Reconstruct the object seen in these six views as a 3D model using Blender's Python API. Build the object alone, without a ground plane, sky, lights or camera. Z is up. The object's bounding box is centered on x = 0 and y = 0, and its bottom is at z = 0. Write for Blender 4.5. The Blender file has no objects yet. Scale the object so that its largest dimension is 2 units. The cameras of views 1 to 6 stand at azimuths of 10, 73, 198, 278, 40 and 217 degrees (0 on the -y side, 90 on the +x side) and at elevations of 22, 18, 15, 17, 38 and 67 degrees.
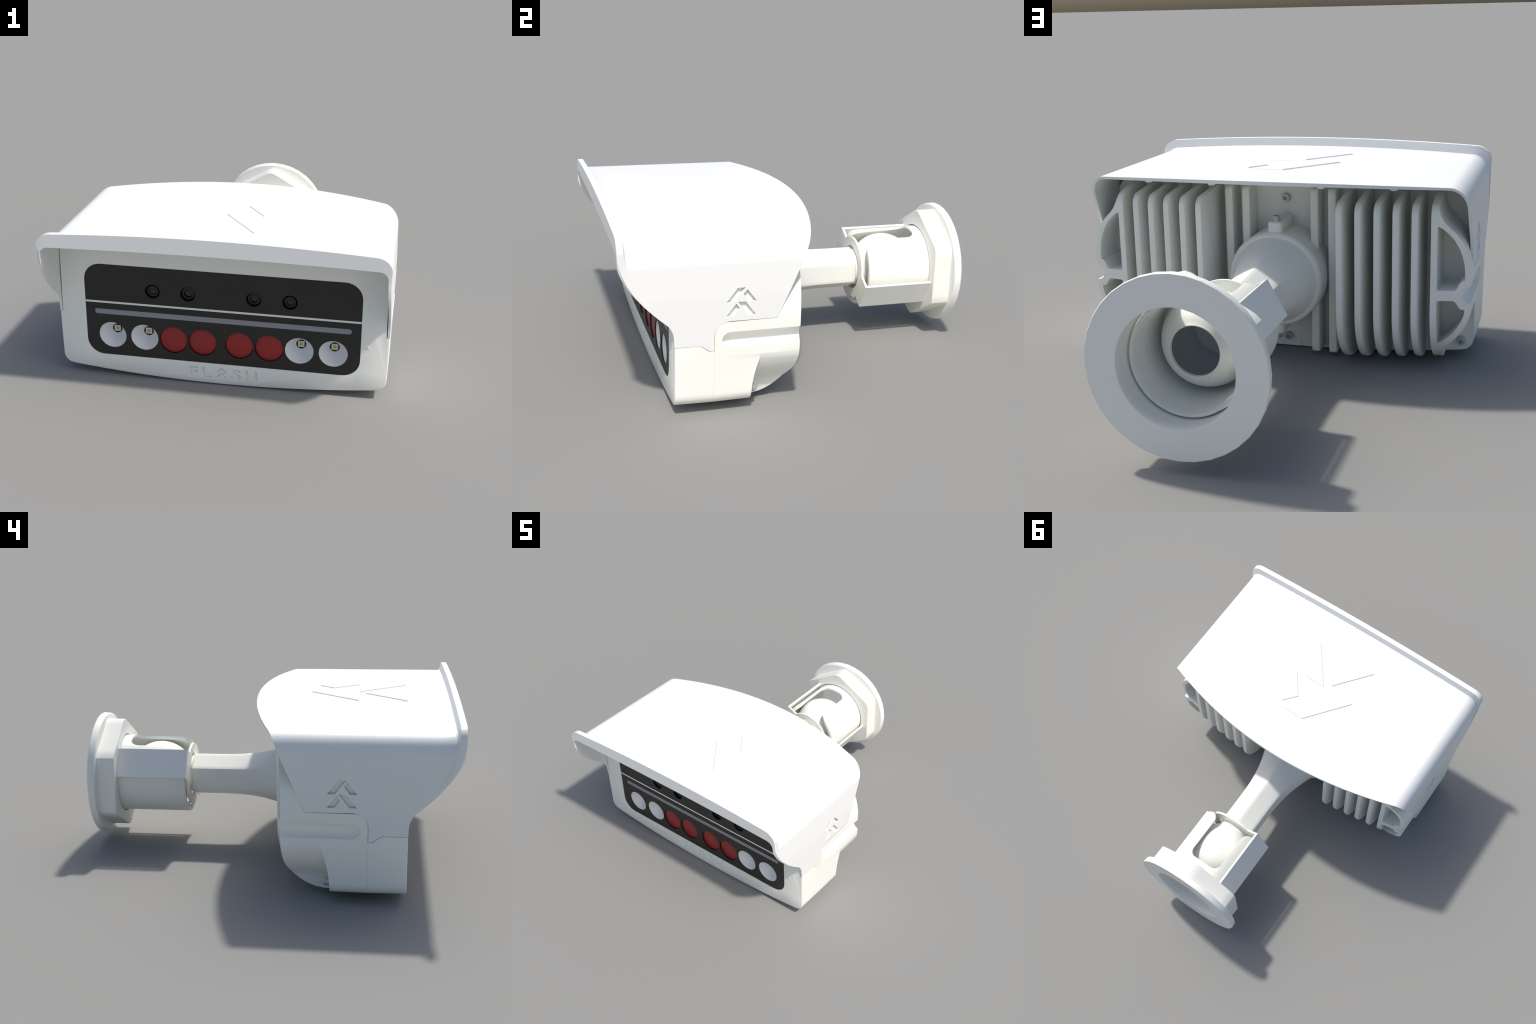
# Wall-mounted illuminated security camera: visor, front frame with LED panel,
# finned housing, hexagonal arm with ball joint, strap, hex nut and wall flange.
import bpy, bmesh, math
from mathutils import Vector, Matrix

COL = bpy.context.scene.collection
AXIS_Z = 0.391          # height of the arm axis
SIDE_X = 0.882          # half width of the body


# ----------------------------------------------------------------- materials
def material(name, colour, rough=0.5, metal=0.0, grain=0.02, coat=0.0, spec=0.5, bump=0.0, scale=60.0):
    m = bpy.data.materials.new(name)
    m.use_nodes = True
    nt = m.node_tree
    b = nt.nodes["Principled BSDF"]
    b.inputs["Metallic"].default_value = metal
    b.inputs["Coat Weight"].default_value = coat
    b.inputs["Specular IOR Level"].default_value = spec
    tc = nt.nodes.new("ShaderNodeTexCoord")
    nz = nt.nodes.new("ShaderNodeTexNoise")
    nz.inputs["Scale"].default_value = scale
    nz.inputs["Detail"].default_value = 4
    nt.links.new(tc.outputs["Object"], nz.inputs["Vector"])
    ramp = nt.nodes.new("ShaderNodeValToRGB")
    lo = [c * (1 - grain) for c in colour]
    hi = [min(1, c * (1 + grain)) for c in colour]
    ramp.color_ramp.elements[0].position = 0.3
    ramp.color_ramp.elements[1].position = 0.7
    ramp.color_ramp.elements[0].color = (*lo, 1)
    ramp.color_ramp.elements[1].color = (*hi, 1)
    nt.links.new(nz.outputs["Fac"], ramp.inputs["Fac"])
    nt.links.new(ramp.outputs["Color"], b.inputs["Base Color"])
    b.inputs["Roughness"].default_value = rough
    if bump:
        bp = nt.nodes.new("ShaderNodeBump")
        bp.inputs["Strength"].default_value = bump
        bp.inputs["Distance"].default_value = 0.002
        nt.links.new(nz.outputs["Fac"], bp.inputs["Height"])
        nt.links.new(bp.outputs["Normal"], b.inputs["Normal"])
    return m


MAT_VISOR = material("visor_white", (0.875, 0.885, 0.865), 0.5, grain=0.004)
MAT_BODY = material("housing_white", (0.935, 0.94, 0.87), 0.5, grain=0.004, spec=0.35)
MAT_PANEL = material("black_panel", (0.0135, 0.0125, 0.0105), 0.45, grain=0.05, spec=0.5)
MAT_LENS = material("lens_black", (0.006, 0.007, 0.008), 0.4, grain=0.05)
MAT_GLASS = material("lens_glass", (0.012, 0.013, 0.013), 0.25, grain=0.02)
MAT_BAR = material("light_bar_grey", (0.29, 0.30, 0.33), 0.4, grain=0.01)
MAT_RED = material("red_filter", (0.33, 0.016, 0.016), 0.4, grain=0.01)
MAT_CHROME = material("reflector_silver", (0.90, 0.90, 0.89), 0.35, metal=0.0, grain=0.01)
MAT_CHIP = material("chip_white", (0.8, 0.8, 0.8), 0.5, grain=0.01)
MAT_YELLOW = material("phosphor_yellow", (0.66, 0.52, 0.015), 0.5, grain=0.01)
MAT_STEEL = material("steel", (0.55, 0.53, 0.54), 0.38, metal=0.4, grain=0.03)
MAT_BORE = material("bore_shade_tinted", (0.82, 0.83, 0.81), 0.6, grain=0.01)  # housing white toned down to paint in the shade inside the hollow ball


# ------------------------------------------------------------------- helpers
def add(name, verts, faces, mat=None, parent=None):
    me = bpy.data.meshes.new(name)
    me.from_pydata([tuple(v) for v in verts], [], faces)
    me.validate()
    bm = bmesh.new()
    bm.from_mesh(me)
    bmesh.ops.recalc_face_normals(bm, faces=bm.faces)
    bm.to_mesh(me)
    bm.free()
    ob = bpy.data.objects.new(name, me)
    COL.objects.link(ob)
    if mat:
        me.materials.append(mat)
    if parent:
        ob.parent = parent
    return ob


def bake(ob):
    """Apply the object's modifiers."""
    dg = bpy.context.evaluated_depsgraph_get()
    me = bpy.data.meshes.new_from_object(ob.evaluated_get(dg))
    old = ob.data
    ob.modifiers.clear()
    ob.data = me
    me.name = old.name
    bpy.data.meshes.remove(old)


def cut(ob, cutters, op="DIFFERENCE"):
    for c in cutters:
        m = ob.modifiers.new("cut", "BOOLEAN")
        m.operation = op
        m.solver = "EXACT"
        m.object = c
    bake(ob)
    for c in cutters:
        me = c.data
        bpy.data.objects.remove(c)
        bpy.data.meshes.remove(me)


def bevel(ob, width, seg=2, angle=40):
    m = ob.modifiers.new("bevel", "BEVEL")
    m.width, m.segments, m.limit_method = width, seg, "ANGLE"
    m.angle_limit = math.radians(angle)
    m.use_clamp_overlap = True
    bake(ob)


def smooth(ob, angle=32, weighted=False):
    me = ob.data
    me.polygons.foreach_set("use_smooth", [True] * len(me.polygons))
    me.set_sharp_from_angle(angle=math.radians(angle))
    if weighted:
        m = ob.modifiers.new("weighted", "WEIGHTED_NORMAL")
        m.keep_sharp = True
        bake(ob)
    return ob


def prism(name, poly, axis, a, b, mat=None, parent=None):
    """Extrude a 2-D polygon along x, y or z. poly coords: x->(y,z), y->(x,z), z->(x,y)."""
    def p(u, v, w):
        return {"x": (w, u, v), "y": (u, w, v), "z": (u, v, w)}[axis]
    n = len(poly)
    vs = [p(u, v, a) for u, v in poly] + [p(u, v, b) for u, v in poly]
    fs = [tuple(range(n)), tuple(range(2 * n - 1, n - 1, -1))]
    fs += [(i, (i + 1) % n, n + (i + 1) % n, n + i) for i in range(n)]
    return add(name, vs, fs, mat, parent)


def loft(name, rings, mat=None, parent=None, close=False):
    n = len(rings[0])
    vs = [v for r in rings for v in r]
    fs = []
    m = len(rings)
    for k in range(m if close else m - 1):
        k2 = (k + 1) % m
        fs += [(k * n + i, k * n + (i + 1) % n, k2 * n + (i + 1) % n, k2 * n + i) for i in range(n)]
    if not close:
        fs += [tuple(range(n))[::-1], tuple((m - 1) * n + i for i in range(n))]
    return add(name, vs, fs, mat, parent)


def turned(name, profile, centre, seg=48, axis="y", mat=None, parent=None, close=False):
    """Solid of revolution: profile = [(along, radius)] about an axis through centre."""
    cx, cy, cz = centre
    rings = []
    for a, r in profile:
        ring = []
        for i in range(seg):
            t = 2 * math.pi * i / seg
            u, v = r * math.cos(t), r * math.sin(t)
            ring.append({"y": (cx + u, cy + a, cz + v), "z": (cx + u, cy + v, cz + a), "x": (cx + a, cy + u, cz + v)}[axis])
        rings.append(ring)
    return loft(name, rings, mat, parent, close)


def arc(cx, cy, rx, ry, a0, a1, n):
    return [(cx + rx * math.cos(math.radians(a0 + (a1 - a0) * i / n)), cy + ry * math.sin(math.radians(a0 + (a1 - a0) * i / n))) for i in range(n + 1)]


def round_rect(x0, x1, z0, z1, r, n=8, corners=(1, 1, 1, 1)):
    """corners: bottom-left, bottom-right, top-right, top-left."""
    pts = []
    for k, (cx, cz, a) in enumerate(((x0, z0, 180), (x1, z0, 270), (x1, z1, 0), (x0, z1, 90))):
        if corners[k]:
            sx, sz = (1 if cx == x0 else -1), (1 if cz == z0 else -1)
            pts += arc(cx + sx * r, cz + sz * r, r, r, a, a + 90, n)
        else:
            pts.append((cx, cz))
    return pts


def box(name, x0, x1, y0, y1, z0, z1, mat=None, parent=None):
    return prism(name, [(x0, z0), (x1, z0), (x1, z1), (x0, z1)], "y", y0, y1, mat, parent)


def curve_at(points, t):
    """Smooth monotone-ish interpolation through (t, value) points."""
    if t <= points[0][0]:
        return points[0][1]
    if t >= points[-1][0]:
        return points[-1][1]
    for i in range(len(points) - 1):
        (t0, v0), (t1, v1) = points[i], points[i + 1]
        if t0 <= t <= t1:
            def slope(j):
                if j == 0 or j == len(points) - 1:
                    k = min(j, len(points) - 2)
                    return (points[k + 1][1] - points[k][1]) / (points[k + 1][0] - points[k][0])
                a = (points[j][1] - points[j - 1][1]) / (points[j][0] - points[j - 1][0])
                b = (points[j + 1][1] - points[j][1]) / (points[j + 1][0] - points[j][0])
                return 0 if a * b <= 0 else 2 * a * b / (a + b)
            h = t1 - t0
            s = (t - t0) / h
            m0, m1 = slope(i) * h, slope(i + 1) * h
            return (2 * s**3 - 3 * s**2 + 1) * v0 + (s**3 - 2 * s**2 + s) * m0 + (-2 * s**3 + 3 * s**2) * v1 + (s**3 - s**2) * m1


def wall_x(z):
    return SIDE_X - 0.006 * min(1, max(0, (z - 0.60) / 0.155)) - 0.003 * min(1, max(0, (0.30 - z) / 0.2))


# ------------------------------------------------------- emblem of four bars
EMBLEM = (
    ((-0.0185, 0.069), (0.0200, 0.069), (-0.0355, 0.0), (-0.0720, 0.0)),
    ((0.0280, 0.060), (0.0730, 0.0), (0.0370, 0.0), (0.0095, 0.038)),
    ((-0.0160, 0.0), (0.0200, 0.0), (0.0710, -0.068), (0.0350, -0.068)),
    ((-0.0250, -0.008), (-0.0085, -0.030), (-0.0350, -0.068), (-0.0720, -0.068)),
)

# ---------------------------------------------------------------------- root
root = bpy.data.objects.new("security_camera", None)
COL.objects.link(root)
root["label"] = "white wall-mounted security camera with visor, lamp panel and ball-joint arm"
root["category"] = "security camera"

# --------------------------------------------------------------------- visor
FRONT = [(0.365, -0.742), (0.42, -0.745), (0.465, -0.762), (0.512, -0.812), (0.59, -0.889),
         (0.70, -0.963), (0.815, -0.998), (0.93, -1.0)]


def visor_rear_side(z):
    if z < 0.41:
        return -0.552
    if z < 0.475:
        return -0.552 + 0.072 * (1 - math.sqrt(max(0, 1 - ((z - 0.41) / 0.065) ** 2)))
    return -0.248 + 0.45 * (z - 0.476)


def visor_front(z):
    if z < 0.365:
        return -0.618 + 0.048 * (0.365 - z) / 0.032
    return curve_at(FRONT, z)


def visor_stations():
    """Right half, bottom to top centre: base (x,z), lip (x,z), inner (x,z,extra), y rear."""
    out = []
    zs = [0.332, 0.340, 0.352, 0.3645, 0.3655, 0.378, 0.392, 0.41, 0.425, 0.438, 0.45, 0.46, 0.467, 0.472, 0.4745, 0.4765, 0.49]
    zs += [0.505 + 0.25 * i / 14 for i in range(15)]
    for z in zs:
        k = min(1, max(0, (z - 0.50) / 0.255))
        kl = min(1, max(0, (z - 0.69) / 0.065)) ** 1.5
        x = wall_x(z)
        out.append(((x, z), (x + 0.004 * kl, z + 0.075 * k * k), (x - 0.013, z), visor_rear_side(z), (x - 0.012, z + 0.032 * k * k)))
    n = 12
    for i in range(1, n + 1):
        a = math.radians(90 * i / n)
        c, s = math.cos(a), math.sin(a)
        out.append(((0.79 + 0.086 * c, 0.755 + 0.102 * s - 0.0057 * c * s), (0.80 + 0.081 * c, 0.83 + 0.073 * s),
                    (0.785 + 0.078 * c, 0.755 + 0.091 * s), -0.065 - 0.031 * c - 0.0265 * (1 - s) ** 1.3, (0.82 + 0.044 * c, 0.787 + 0.045 * s)))
    n = 14
    for i in range(1, n + 1):
        x = 0.79 * (1 - i / n)
        bow = 1 - (x / 0.79) ** 2
        out.append(((x, 0.857 + 0.026 * bow), (x * 0.80 / 0.79, 0.903 + 0.025 * bow), (x * 0.785 / 0.79, 0.846 + 0.021 * bow),
                    0.071 - 0.136 * (x / 0.79) ** 2, (x * 0.82 / 0.79, 0.832 + 0.012 * bow)))
    return out


def roof_z(x):
    return 0.857 + 0.026 * (1 - (x / 0.79) ** 2)


def inset(poly, d):
    """Move every edge of a convex polygon inward by d."""
    c = Vector((sum(p[0] for p in poly) / len(poly), sum(p[1] for p in poly) / len(poly)))
    lines = []
    for i in range(len(poly)):
        a, b = Vector(poly[i]), Vector(poly[(i + 1) % len(poly)])
        n = Vector((-(b - a).y, (b - a).x)).normalized()
        if n.dot(c - a) < 0:
            n = -n
        lines.append((n, n.dot(a) + d))
    out = []
    for i in range(len(poly)):
        (n0, k0), (n1, k1) = lines[i - 1], lines[i]
        det = n0.x * n1.y - n0.y * n1.x
        out.append(((k0 * n1.y - k1 * n0.y) / det, (n0.x * k1 - n1.x * k0) / det))
    return out


def build_visor():
    half = visor_stations()
    full = [(st, 1) for st in half] + [(st, -1) for st in half[-2::-1]]
    steps = [0.0, 0.012, 0.030, 0.040, 0.05]
    nt = 14
    outer, inner = [], []
    for (base, lip, inn, yr, k), sg in full:
        yf = visor_front(lip[1])
        if base[1] < 0.365:
            yf = visor_front(base[1])
        length = yr - yf
        ro, ri = [], []
        for j in range(len(steps) + nt):
            if j < len(steps):
                f = min(steps[j], 0.2 * length * (j / len(steps)))
                w = (1, 1, 1, 0.12, 0)[j]
            else:
                f0 = min(steps[-1], 0.2 * length)
                f = f0 + (length - f0) * (j - len(steps) + 1) / nt
                w = 0
            y = yf + f
            x = base[0] + (lip[0] - base[0]) * w
            z = base[1] + (lip[1] - base[1]) * w
            ro.append((sg * x, y, z))
            u = f / length if length else 0
            wi = (1 - u) ** 2
            ri.append((sg * (inn[0] + (k[0] - inn[0]) * wi), y, inn[1] + (k[1] - inn[1]) * wi))
        outer.append(ro)
        inner.append(ri)
    S, T = len(outer), len(outer[0])
    vs = [v for r in outer for v in r] + [v for r in inner for v in r]
    N = S * T
    fs = []
    for i in range(S - 1):
        for j in range(T - 1):
            a, b, c, d = i * T + j, i * T + j + 1, (i + 1) * T + j + 1, (i + 1) * T + j
            fs += [(a, b, c, d), (N + a, N + d, N + c, N + b)]
        for j in (0, T - 1):
            fs.append((i * T + j, (i + 1) * T + j, N + (i + 1) * T + j, N + i * T + j))
    for i in (0, S - 1):
        for j in range(T - 1):
            fs.append((i * T + j, i * T + j + 1, N + i * T + j + 1, N + i * T + j))
    ob = add("visor", vs, fs, MAT_VISOR, root)
    cutters = []
    for bar in EMBLEM:
        for sg in (1, -1):
            poly = [(-0.4245 + sg * u, 0.571 + v) for u, v in bar]
            cutters.append(prism("cutter", poly, "x", sg * 0.866, sg * 0.95))
    cut(ob, cutters)
    smooth(ob, 30)
    # large raised emblem on the roof, following its bow
    for bar in EMBLEM:
        poly = [(0.041 + 3.8 * u, -0.484 + 3.8 * v) for u, v in bar]
        rings = [[(x, y, roof_z(x) + d) for x, y in inset(poly, e)] for e, d in ((0.0, -0.008), (0.0, 0.0008), (0.0042, 0.0052))]
        loft("emblem_bar", rings, MAT_VISOR, ob)
    return ob


visor = build_visor()


def visor_recess():
    """Cutter that takes the visor's side cheeks (plus a hairline gap) out of the body."""
    out = []
    for sg in (1, -1):
        poly = [(-1.1, 0.363), (-0.619, 0.363), (-0.571, 0.330), (-0.550, 0.330), (-0.550, 0.41)]
        poly += [(visor_rear_side(z) + 0.002, z + 0.0015) for z in (0.425, 0.44, 0.452, 0.462, 0.469, 0.473)]
        poly += [(-0.48, 0.4775), (-0.246, 0.4775)]
        poly += [(-0.246 + 0.45 * (z - 0.476), z) for z in (0.55, 0.63, 0.71, 0.80, 0.95)]
        poly += [(-1.1, 0.95), (-1.1, 0.80), (-1.1, 0.70), (-1.1, 0.60), (-1.1, 0.50)]
        ob = prism("cutter", poly, "x", sg * 0.5, sg * 1.1)
        for v in ob.data.vertices:
            if abs(v.co.x) < 0.6:
                v.co.x = sg * (wall_x(v.co.z) - 0.0155)
        out.append(ob)
    return out


# ------------------------------------------------------------- body outlines
def bottom_z(x):
    return 0.047 * (x / 0.82) ** 2


def body_outline(inset=0.0, lift=0.0):
    """Closed outline (x, z) of the body seen from the front, counter-clockwise from bottom centre."""
    r = 0.062
    half = []
    n = 10
    for i in range(n + 1):
        x = 0.815 * i / n
        half.append((x, bottom_z(x) + lift))
    xw = wall_x(0.12)
    zb = bottom_z(0.815) + lift
    for i in range(1, 7):
        a = math.radians(-78 + 78 * i / 6)
        half.append((0.815 + (xw - 0.815) * math.cos(a) ** 0.9, zb + r + r * math.sin(a)))
    for z in (0.15, 0.18, 0.21, 0.24, 0.27, 0.30, 0.33, 0.37, 0.45, 0.55, 0.60, 0.68, 0.745):
        half.append((wall_x(z), z))
    for i in range(1, 7):
        a = math.radians(90 * i / 6)
        half.append((0.775 + (wall_x(0.745) - 0.022 - 0.775) * math.cos(a), 0.747 + 0.064 * math.sin(a)))
    for i in range(1, 9):
        x = 0.775 * (1 - i / 8)
        half.append((x, 0.811 + 0.020 * (1 - (x / 0.775) ** 2)))
    if inset:
        half = [(x * (1 - inset / 0.88), z + inset * (0.42 - z) / 0.42) for x, z in half]
    return half + [(-x, z) for x, z in half[-2:0:-1]]


# --------------------------------------------------------------- front frame
def build_frame():
    rings = []
    for y, ins, lift in ((-0.7415, 0.006, 0.004), (-0.7395, 0.002, 0.004), (-0.736, 0.0, 0.004), (-0.5520, 0.0, 0.0)):
        rings.append([(x, y, z) for x, z in body_outline(ins, lift)])
    ob = loft("front_frame", rings, MAT_BODY, root)
    pocket = prism("cutter", round_rect(-0.737, 0.737, 0.125, 0.655, 0.092, 8), "y", -0.80, -0.62)
    cut(ob, [pocket] + visor_recess())
    # engraved word with the emblem as its middle letter, and screw dimples
    cutters = []
    for ch, x in (("F", -0.179), ("L", -0.105), ("S", 0.051), ("H", 0.131)):
        cu = bpy.data.curves.new("letter", "FONT")
        cu.body = ch
        cu.size = 0.0825
        cu.extrude = 0.009
        cu.resolution_u = 4
        cu.offset = 0.0022
        tmp = bpy.data.objects.new("letter", cu)
        COL.objects.link(tmp)
        bpy.context.view_layer.update()
        me = bpy.data.meshes.new_from_object(tmp.evaluated_get(bpy.context.evaluated_depsgraph_get()))
        bpy.data.objects.remove(tmp)
        bpy.data.curves.remove(cu)
        lo = min(v.co.x for v in me.vertices)
        hi = max(v.co.x for v in me.vertices)
        width = 0.058 if ch == "S" else (0.066 if ch == "H" else 0.051)
        bm = bmesh.new()
        bm.from_mesh(me)
        bmesh.ops.remove_doubles(bm, verts=bm.verts, dist=1e-6)
        for v in bm.verts:
            fx = (v.co.x - lo) / (hi - lo)
            v.co = Vector((x + fx * width, -0.7415 - v.co.z, 0.0415 + v.co.y))
        bmesh.ops.recalc_face_normals(bm, faces=bm.faces)
        bm.to_mesh(me)
        bm.free()
        c = bpy.data.objects.new("cutter", me)
        COL.objects.link(c)
        cutters.append(c)
    for bar in EMBLEM:
        poly = [(0.0015 + 0.46 * u, 0.072 + 0.44 * v) for u, v in bar]
        cutters.append(prism("cutter", poly, "y", -0.80, -0.7325))
    cut(ob, cutters)
    smooth(ob, 30)
    for k, (x, z) in enumerate(((-0.495, 0.683), (0.0, 0.681), (0.495, 0.683), (-0.775, 0.300), (0.775, 0.298))):
        d = turned("plug", [(-0.0016, 0.003), (-0.0015, 0.006), (-0.0008, 0.0085), (0.004, 0.009)], (x, -0.7415, z), 16, "y", MAT_BODY, ob)
        smooth(d, 60)
    return ob


frame = build_frame()

# --------------------------------------------------------------- lamp panel
LED_X = (-0.595, -0.418, -0.258, -0.099, 0.099, 0.259, 0.418, 0.596)
LED_Z = 0.2435
LENS_X = (-0.365, -0.175, 0.175, 0.365)
LENS_Z = 0.518


def build_panel():
    outline = round_rect(-0.7355, 0.7355, 0.1265, 0.6535, 0.0905, 8)
    upper = [p for p in outline if p[1] > 0.45]
    upper = [(-0.7355, 0.442), (0.7355, 0.442)] + upper
    lower = [p for p in outline if p[1] < 0.45]
    lower = lower + [(0.7355, 0.430), (-0.7355, 0.430)]
    top = prism("camera_panel", upper, "y", -0.7405, -0.70, MAT_PANEL, root)
    cut(top, [turned("cutter", [(-0.1, 0.0415), (0.1, 0.0415)], (x, -0.70, LENS_Z), 32) for x in LENS_X])
    smooth(top, 30)
    low = prism("lamp_panel", lower, "y", -0.7405, -0.70, MAT_PANEL, root)
    cutters = [turned("cutter", [(-0.1, 0.0765), (0.1, 0.0765)], (x, -0.70, LED_Z), 40) for x in LED_X]
    cutters.append(prism("cutter", round_rect(-0.6885, 0.6885, 0.3640, 0.3955, 0.0157, 6), "y", -0.80, -0.60))
    cut(low, cutters)
    smooth(low, 30)
    strip = box("divider_strip", -0.7365, 0.7365, -0.7395, -0.70, 0.4302, 0.4418, MAT_BODY, root)
    bar = prism("light_bar", round_rect(-0.6880, 0.6880, 0.3645, 0.3950, 0.0152, 6), "y", -0.7385, -0.70, MAT_BAR, low)
    smooth(bar, 30)
    back = prism("backing_plate", round_rect(-0.735, 0.735, 0.127, 0.653, 0.09, 8), "y", -0.637, -0.622, MAT_LENS, root)
    smooth(back, 30)
    # red filters, and reflectors with their chips: built once, then copied along the row
    f = turned("red_filter", [(-0.7335, 0.001), (-0.7335, 0.0735), (-0.7325, 0.0750), (-0.72, 0.0755), (-0.70, 0.0755)], (0, 0, LED_Z), 40, "y", MAT_RED, low)
    smooth(f, 40)
    prof = [(-0.734, 0.0755), (-0.72, 0.0715), (-0.70, 0.062), (-0.68, 0.049), (-0.662, 0.0345), (-0.655, 0.027), (-0.655, 0.032), (-0.70, 0.068), (-0.72, 0.0757)]
    r = turned("lamp_reflector", prof, (0, 0, LED_Z), 40, "y", MAT_CHROME, low, close=True)
    smooth(r, 50)
    seat = turned("lamp_seat", [(-0.652, 0.001), (-0.652, 0.031), (-0.642, 0.031), (-0.642, 0.001)], (0, 0, LED_Z), 24, "y", MAT_LENS, low)
    smooth(seat, 40)
    chip = box("lamp_chip", -0.0172, 0.0172, -0.6555, -0.650, LED_Z - 0.0172, LED_Z + 0.0172, MAT_CHIP, low)
    glow = box("lamp_phosphor", -0.0088, 0.0088, -0.6565, -0.654, LED_Z - 0.0088, LED_Z + 0.0088, MAT_YELLOW, low)
    for pieces, spots in (((f,), LED_X[2:6]), ((r, seat, chip, glow), LED_X[:2] + LED_X[6:])):
        for p in pieces:
            p.location.x = spots[0]
            for x in spots[1:]:
                q = p.copy()
                COL.objects.link(q)
                q.location.x = x
    for k, x in enumerate(LENS_X):
        prof = [(-0.690, 0.0412), (-0.7395, 0.0410), (-0.7395, 0.0395), (-0.712, 0.0385), (-0.712, 0.0345), (-0.722, 0.0335), (-0.730, 0.0310), (-0.732, 0.0300), (-0.732, 0.0215), (-0.7305, 0.0205), (-0.722, 0.0200), (-0.722, 0.001)]
        if k in (1, 2):
            prof = [(a + (0.004 if r < 0.0349 else 0), r * (1.10 if r < 0.0349 else 1)) for a, r in prof]
        b = turned("camera_lens", prof, (x, 0, LENS_Z), 32, "y", MAT_LENS, top)
        smooth(b, 35)
        g = turned("lens_glass", [(-0.7315, 0.0005), (-0.7310, 0.008), (-0.7295, 0.015), (-0.7275, 0.0198), (-0.722, 0.0199)], (x, 0.004 if k in (1, 2) else 0, LENS_Z), 24, "y", MAT_GLASS, top)
        smooth(g, 60)


build_panel()

# ------------------------------------------------------------------- housing
def rear_y(x):
    return -0.045 - 0.085 * (x / 0.88) ** 2


def fin_profile(x, rear, front=-0.40):
    """Outline of a cooling fin in (y, z)."""
    zb = max(0.0005, bottom_z(x) - 0.008)
    a, b = rear + 0.365, 0.275
    pts = [(front, zb + 0.002)]
    pts += arc(-0.365, zb + b, a, b, -90, 0, 12)
    pts += arc(rear - 0.052, 0.724, 0.052, 0.052, 0, 82, 7)
    pts += [(-0.36, 0.800), (front, 0.802)]
    return pts


def groove_cutter(sg, k=1.0):
    prof = [(-0.515, 0.0005), (-0.513, 0.012), (-0.506, 0.024), (-0.495, 0.033), (-0.476, 0.0390), (0.0, 0.0390)]
    return turned("cutter", [(a, r * k) for a, r in prof], (sg * 0.882, 0, 0.384), 32, "y")


def build_housing():
    def back(z):
        return -0.367 + 0.042 * min(1, max(0, (z - 0.075) / 0.21)) ** 2 * (1 if z < 0.55 else 0)
    line = body_outline(0, 0.0)
    tail = [(x, z + 0.006 * (0.4 - z) * (z < 0.4)) for x, z in line]
    rings = [[(x, -0.5516, z) for x, z in line], [(x, -0.372, z) for x, z in tail]]
    rings.append([(x, back(z) if abs(x) > 0.8 else -0.367, z) for x, z in tail])
    rings.append([(x * 0.962, -0.367, z + (0.42 - z) * 0.02) for x, z in tail])
    ob = loft("housing", rings, MAT_BODY, root)
    # side cheeks: curved walls with two D-shaped pockets each
    ears = []
    for sg in (1, -1):
        outer = [(0.714, 0.800), (0.742, 0.800), (0.745, 0.76), (0.752, 0.733), (0.768, 0.703), (0.790, 0.678), (0.818, 0.652), (0.842, 0.622),
                 (0.860, 0.590), (0.871, 0.552)] + [(wall_x(z), z) for z in (0.50, 0.45, 0.37, 0.33, 0.30)] + \
                [(0.876, 0.272), (0.862, 0.240), (0.845, 0.211), (0.822, 0.180), (0.796, 0.150), (0.774, 0.128), (0.764, 0.108), (0.758, 0.085), (0.75, 0.03), (0.714, 0.025)]
        ear = prism("side_cheek", [(sg * x, z) for x, z in outer], "y", -0.40, 0.0)
        hole_a = [(0.741, 0.684), (0.765, 0.671), (0.790, 0.650), (0.812, 0.624), (0.832, 0.590), (0.846, 0.555), (0.855, 0.515), (0.859, 0.470), (0.858, 0.448),
                  (0.846, 0.444), (0.836, 0.434), (0.826, 0.412), (0.818, 0.404), (0.810, 0.402), (0.745, 0.402), (0.741, 0.406)]
        hole_b = [(0.741, 0.352), (0.745, 0.356), (0.806, 0.357), (0.815, 0.355), (0.824, 0.345), (0.836, 0.326), (0.842, 0.320), (0.859, 0.316), (0.857, 0.298),
                  (0.846, 0.263), (0.828, 0.230), (0.805, 0.199), (0.780, 0.174), (0.757, 0.154), (0.744, 0.147), (0.741, 0.152)]
        profile = fin_profile(0.73, rear_y(0.73), -0.42)
        profile = [(y, z + (0.03 if z > 0.7 and y < -0.2 else 0)) for y, z in profile]
        envelope = prism("cutter", profile, "x", sg * 0.6, sg * 1.0)
        holes = [prism("cutter", [(sg * x, z) for x, z in h], "y", -0.31, 0.2) for h in (hole_a, hole_b)]
        cut(ear, [envelope], "INTERSECT")
        cut(ear, holes)
        for v in ear.data.vertices:
            if v.co.y > -0.32 and abs(v.co.x) > 0.7:
                t = min(1, (v.co.y + 0.32) / 0.15)
                v.co.y += t * (rear_y(v.co.x) - rear_y(0.73))
        ears.append(ear)
    cut(ob, ears, "UNION")
    cut(ob, [groove_cutter(1), groove_cutter(-1)])
    cut(ob, visor_recess())
    smooth(ob, 30, True)
    return ob


housing = build_housing()

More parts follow.
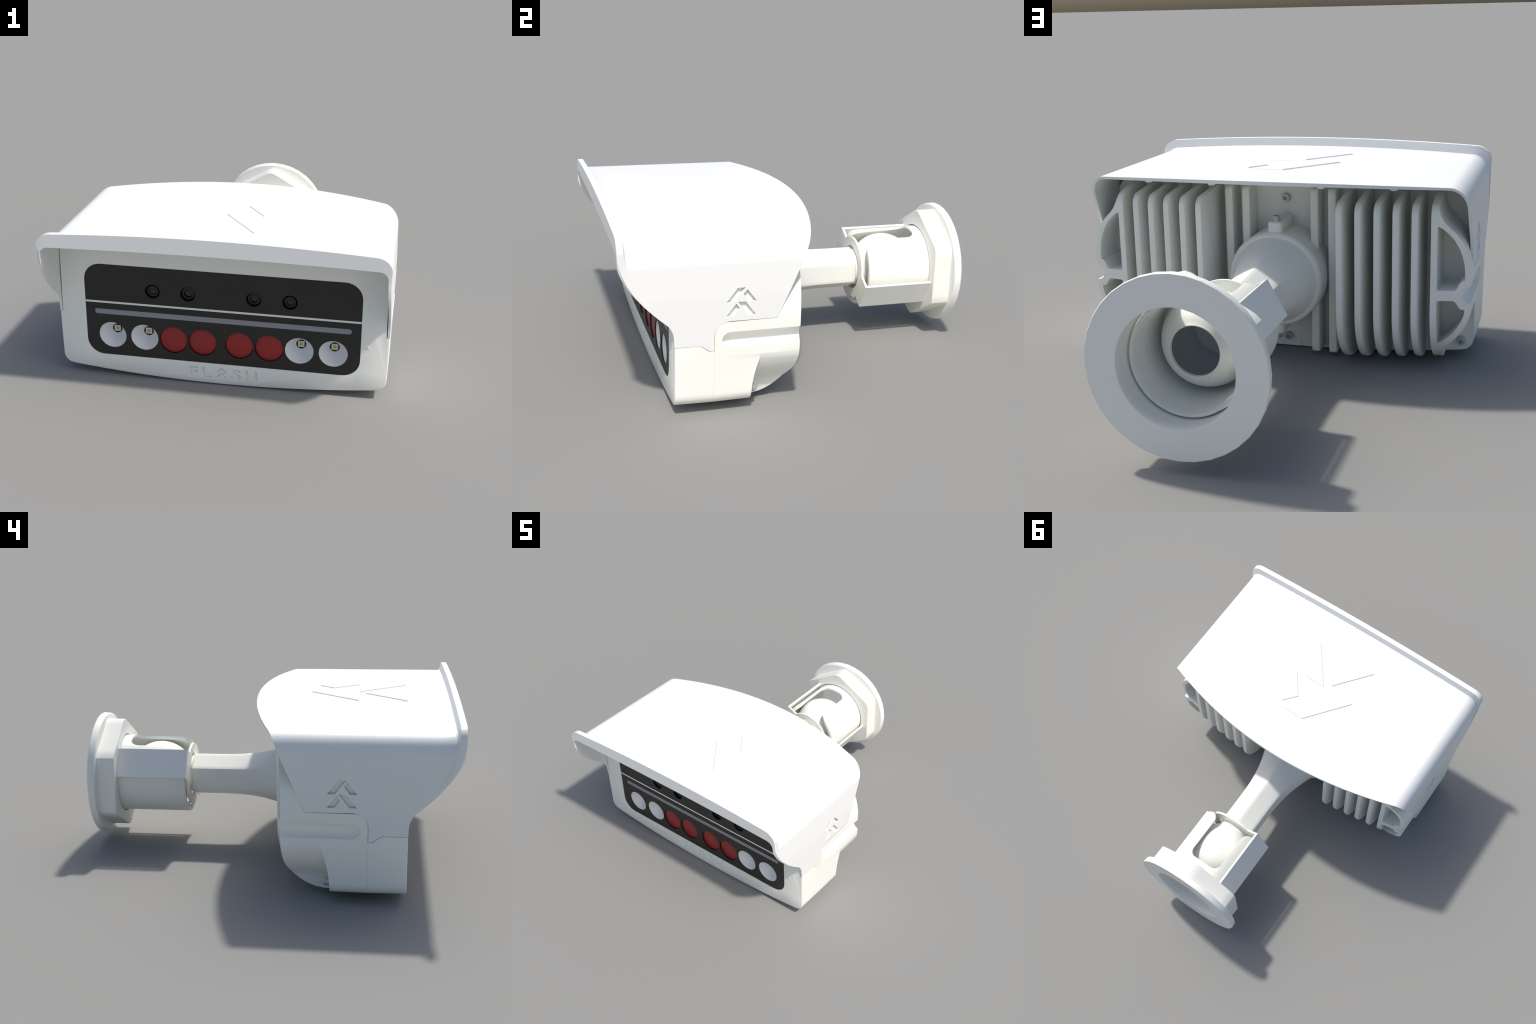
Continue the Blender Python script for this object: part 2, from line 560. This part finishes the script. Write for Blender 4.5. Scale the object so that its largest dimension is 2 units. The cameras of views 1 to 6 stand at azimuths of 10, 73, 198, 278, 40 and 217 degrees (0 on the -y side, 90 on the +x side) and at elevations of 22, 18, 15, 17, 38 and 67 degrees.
# cooling fins: five deep ones each side (the sixth is the cheek wall), two shallow ones
FIN_X = (0.323, 0.4045, 0.486, 0.566, 0.646)
for sg in (1, -1):
    for x in FIN_X:
        f = prism("cooling_fin", fin_profile(x, rear_y(x)), "x", sg * x - 0.0145, sg * x + 0.0145, MAT_BODY, housing)
        bevel(f, 0.006, 2, 50)
        smooth(f, 35)
    for x in (0.163, 0.2455):
        prof = [(-0.40, 0.020)] + arc(-0.262, 0.040, 0.012, 0.018, -90, 0, 3) + arc(-0.275, 0.770, 0.025, 0.03, 0, 90, 5) + [(-0.40, 0.802)]
        f = prism("short_fin", prof, "x", sg * x - 0.0185, sg * x + 0.0185, MAT_BODY, housing)
        bevel(f, 0.006, 2, 50)
        smooth(f, 35)
# little ribs along the lower edge of the back plate, tabs below the visor's ceiling
for x in (-0.10, -0.045, 0.045, 0.10):
    box("rib", x - 0.015, x + 0.015, -0.40, -0.362, 0.004, 0.03, MAT_BODY, housing)
for x in (-0.56, -0.25, 0.25, 0.56):
    t = turned("tab", [(-0.006, 0.009), (-0.004, 0.016), (0.018, 0.018)], (x, -0.07 + 0.05 * (0.56 - abs(x)), 0.843), 16, "z", MAT_VISOR, visor)
    smooth(t, 50)


# --------------------------------------------------------------------- screws
def screw(loc, direction, r=0.020, h=0.024, parent=None):
    prof = [(0.0, 0.001), (0.0, r), (h * 0.82, r), (h, r * 0.86), (h, r * 0.52)]
    head = turned("screw", prof + [(h * 0.45, r * 0.5), (h * 0.45, 0.001)], (0, 0, 0), 24, "z", MAT_STEEL, parent)
    # hexagonal socket: square off the inner rings
    n = 24
    for i, v in enumerate(head.data.vertices):
        if (i // n) in (4, 5):
            a = math.atan2(v.co.y, v.co.x)
            q = math.cos(math.pi / 6) / math.cos((a % (math.pi / 3)) - math.pi / 6)
            v.co.x *= q
            v.co.y *= q
    smooth(head, 40)
    head.rotation_mode = "QUATERNION"
    head.rotation_quaternion = Vector((0, 0, 1)).rotation_difference(Vector(direction))
    head.location = loc
    return head


screw((0.0, -0.367, 0.733), (0, 1, 0), parent=housing)
screw((0.0, -0.367, 0.055), (0, 1, 0), parent=housing)
for sg in (1, -1):
    screw((sg * 0.822, -0.366, 0.098), (0, 1, 0), 0.020, 0.029, parent=housing)

# ------------------------------------------------------------------ arm, hub
hub = turned("hub", [(-0.40, 0.22), (-0.168, 0.22), (-0.160, 0.2185), (-0.152, 0.214), (-0.146, 0.206), (-0.1435, 0.197), (-0.1435, 0.02)], (0, 0, AXIS_Z), 64, "y", MAT_BODY, root)
smooth(hub, 30)
for sg in (1, -1):
    lug = prism("lug", round_rect(-0.034, 0.034, -0.365, -0.165, 0.018, 5, (0, 0, 1, 1)), "z", AXIS_Z + sg * 0.19, AXIS_Z + sg * 0.265, MAT_BODY, hub)
    bevel(lug, 0.012, 3, 50)
    smooth(lug, 40)
    screw((0, -0.197, AXIS_Z + sg * 0.263), (0, 0, sg), 0.0190, 0.026, hub)


def hex_ring(y, r, roundness=0.0, n=72, corner=0.06):
    """Hexagon with a vertex on top, blended to a circle by roundness, corners softened."""
    pts = []
    for i in range(n):
        a = 2 * math.pi * i / n
        q = (a - math.pi / 6) % (math.pi / 3) - math.pi / 6
        hx = math.cos(math.pi / 6) / math.cos(q)
        hx = min(hx, 1.0 - corner * 0.35)
        rr = r * (hx * (1 - roundness) + roundness)
        pts.append((rr * math.cos(a), y, AXIS_Z + rr * math.sin(a)))
    return pts


FLARE = [(-0.147, 0.200), (-0.128, 0.1905), (-0.105, 0.180), (-0.06, 0.1655), (-0.01, 0.152), (0.05, 0.140), (0.11, 0.131), (0.17, 0.125), (0.23, 0.122), (0.30, 0.121), (0.40, 0.121), (0.448, 0.121), (0.455, 0.118), (0.459, 0.112)]
rings = []
for y, r in FLARE:
    k = min(1, max(0, (0.20 - y) / 0.30))
    rings.append(hex_ring(y, r, k * k * (3 - 2 * k)))
rings.append(hex_ring(0.459, 0.103, 1))
rings.append(hex_ring(0.55, 0.103, 1))
rings.append(hex_ring(0.55, 0.094, 1))
rings.append(hex_ring(0.30, 0.094, 1))
arm = loft("arm", rings, MAT_BODY, root)
smooth(arm, 28)

# ---------------------------------------------------------------- ball joint
BALL_Y, BALL_R, HOLE_R = 0.655, 0.184, 0.097
a0, a1 = math.pi - math.asin(0.10 / BALL_R), math.asin((HOLE_R + 0.006) / BALL_R)
prof = [(BALL_Y + BALL_R * math.cos(a0 + (a1 - a0) * i / 28), BALL_R * math.sin(a0 + (a1 - a0) * i / 28)) for i in range(29)]
tip = prof[-1][0]
prof += [(tip + 0.004, HOLE_R + 0.003), (tip + 0.004, HOLE_R), (tip - 0.010, HOLE_R - 0.001), (tip - 0.012, HOLE_R + 0.01)]
R2 = BALL_R - 0.012
b0, b1 = math.asin((HOLE_R + 0.012) / R2), math.pi - math.asin(0.101 / R2)
prof += [(BALL_Y + R2 * math.cos(b0 + (b1 - b0) * i / 20), R2 * math.sin(b0 + (b1 - b0) * i / 20)) for i in range(21)]
ball = turned("ball", prof, (0, 0, AXIS_Z), 64, "y", MAT_BODY, root, close=True)
smooth(ball, 35)
lining = [(BALL_Y + (R2 - 0.001) * math.cos(b0 + (b1 - b0) * i / 16), (R2 - 0.001) * math.sin(b0 + (b1 - b0) * i / 16)) for i in range(17)]
lining += [(0.553, 0.001), (0.5525, 0.001), (0.5525, 0.10)] + [(a, r + 0.0006) for a, r in lining[::-1]]
bore = turned("cavity_lining", lining, (0, 0, AXIS_Z), 48, "y", MAT_BORE, ball, close=True)
smooth(bore, 35)

# socket cup with a slot open to the front on top
prof = [(0.905, 0.2155), (0.903, 0.2170), (0.86, 0.2170), (0.482, 0.2165), (0.478, 0.2145), (0.478, 0.193), (0.50, 0.190), (0.52, 0.193), (0.60, 0.200), (0.88, 0.205), (0.905, 0.207)]
cup = turned("ball_socket", prof, (0, 0, AXIS_Z), 96, "y", MAT_BODY, root, close=True)
half = arc(0.054, 0.762, 0.05, 0.05, 90, 0, 6)[::1]
slot = [(0.0, 0.812)] + half + [(0.104, 0.556)] + arc(0.164, 0.556, 0.060, 0.0595, 180, 268, 7) + [(0.164, 0.44)]
slot = slot + [(-x, y) for x, y in slot[:0:-1]]
cut(cup, [prism("cutter", slot, "z", AXIS_Z, 0.75)])
tilt = math.radians(-29.2)
back_set = [(-0.3, 0.0), (0.3, 0.0), (0.3, 0.3), (-0.3, 0.3)]
back_set = [(a * math.cos(tilt) - b * math.sin(tilt), AXIS_Z + a * math.sin(tilt) + b * math.cos(tilt)) for a, b in back_set]
cut(cup, [prism("cutter", back_set, "y", 0.40, 0.497)])
bevel(cup, 0.003, 2, 55)
smooth(cup, 35)

# strap: two side plates joined across the front by a ringed web
u = Vector((math.cos(math.radians(150.8)), math.sin(math.radians(150.8))))       # plate normal
w = Vector((-u.y, u.x))


def strap_poly(pairs):
    return [(u.x * a + w.x * b, AXIS_Z + u.y * a + w.y * b) for a, b in pairs]


HALF_W, REACH, THICK = 0.081, 0.2385, 0.014
th = math.degrees(math.asin(HALF_W / 0.176))
outline = [(REACH, -HALF_W), (REACH, HALF_W)] + arc(0, 0, 0.176, 0.176, th, 180 - th, 16) + [(-REACH, HALF_W), (-REACH, -HALF_W)] + arc(0, 0, 0.176, 0.176, 180 + th, 360 - th, 16)
web = prism("strap", strap_poly(outline), "y", 0.464, 0.477, MAT_BODY, root)
cut(web, [turned("cutter", [(-0.2, 0.128), (0.2, 0.128)], (0, 0.47, AXIS_Z), 48)])
for sg in (1, -1):
    q = strap_poly([(sg * REACH, -HALF_W), (sg * REACH, HALF_W), (sg * (REACH - THICK), HALF_W), (sg * (REACH - THICK), -HALF_W)])
    prism("strap_plate", q, "y", 0.477, 0.863, MAT_BODY, web)
smooth(web, 30)

# hexagonal nut and round wall flange
HEX_R = 0.327
rings = [hex_ring(0.8605, 0.2255, 1), hex_ring(0.8605, HEX_R - 0.004, 0, corner=0.075), hex_ring(0.8635, HEX_R, 0, corner=0.075),
         hex_ring(0.962, HEX_R, 0, corner=0.075), hex_ring(0.962, 0.2255, 1)]
nut = loft("hex_nut", rings, MAT_BODY, root, close=True)
smooth(nut, 24)
flange = turned("wall_flange", [(0.960, 0.2245), (0.960, 0.338), (0.964, 0.343), (0.972, 0.345), (0.994, 0.347), (1.0, 0.344), (1.0, 0.2265), (0.996, 0.2245)], (0, 0, AXIS_Z), 36, "y", MAT_BODY, root, close=True)
smooth(flange, 30)

# ------------------------------------------------- rest on the ground plane
bpy.context.view_layer.update()
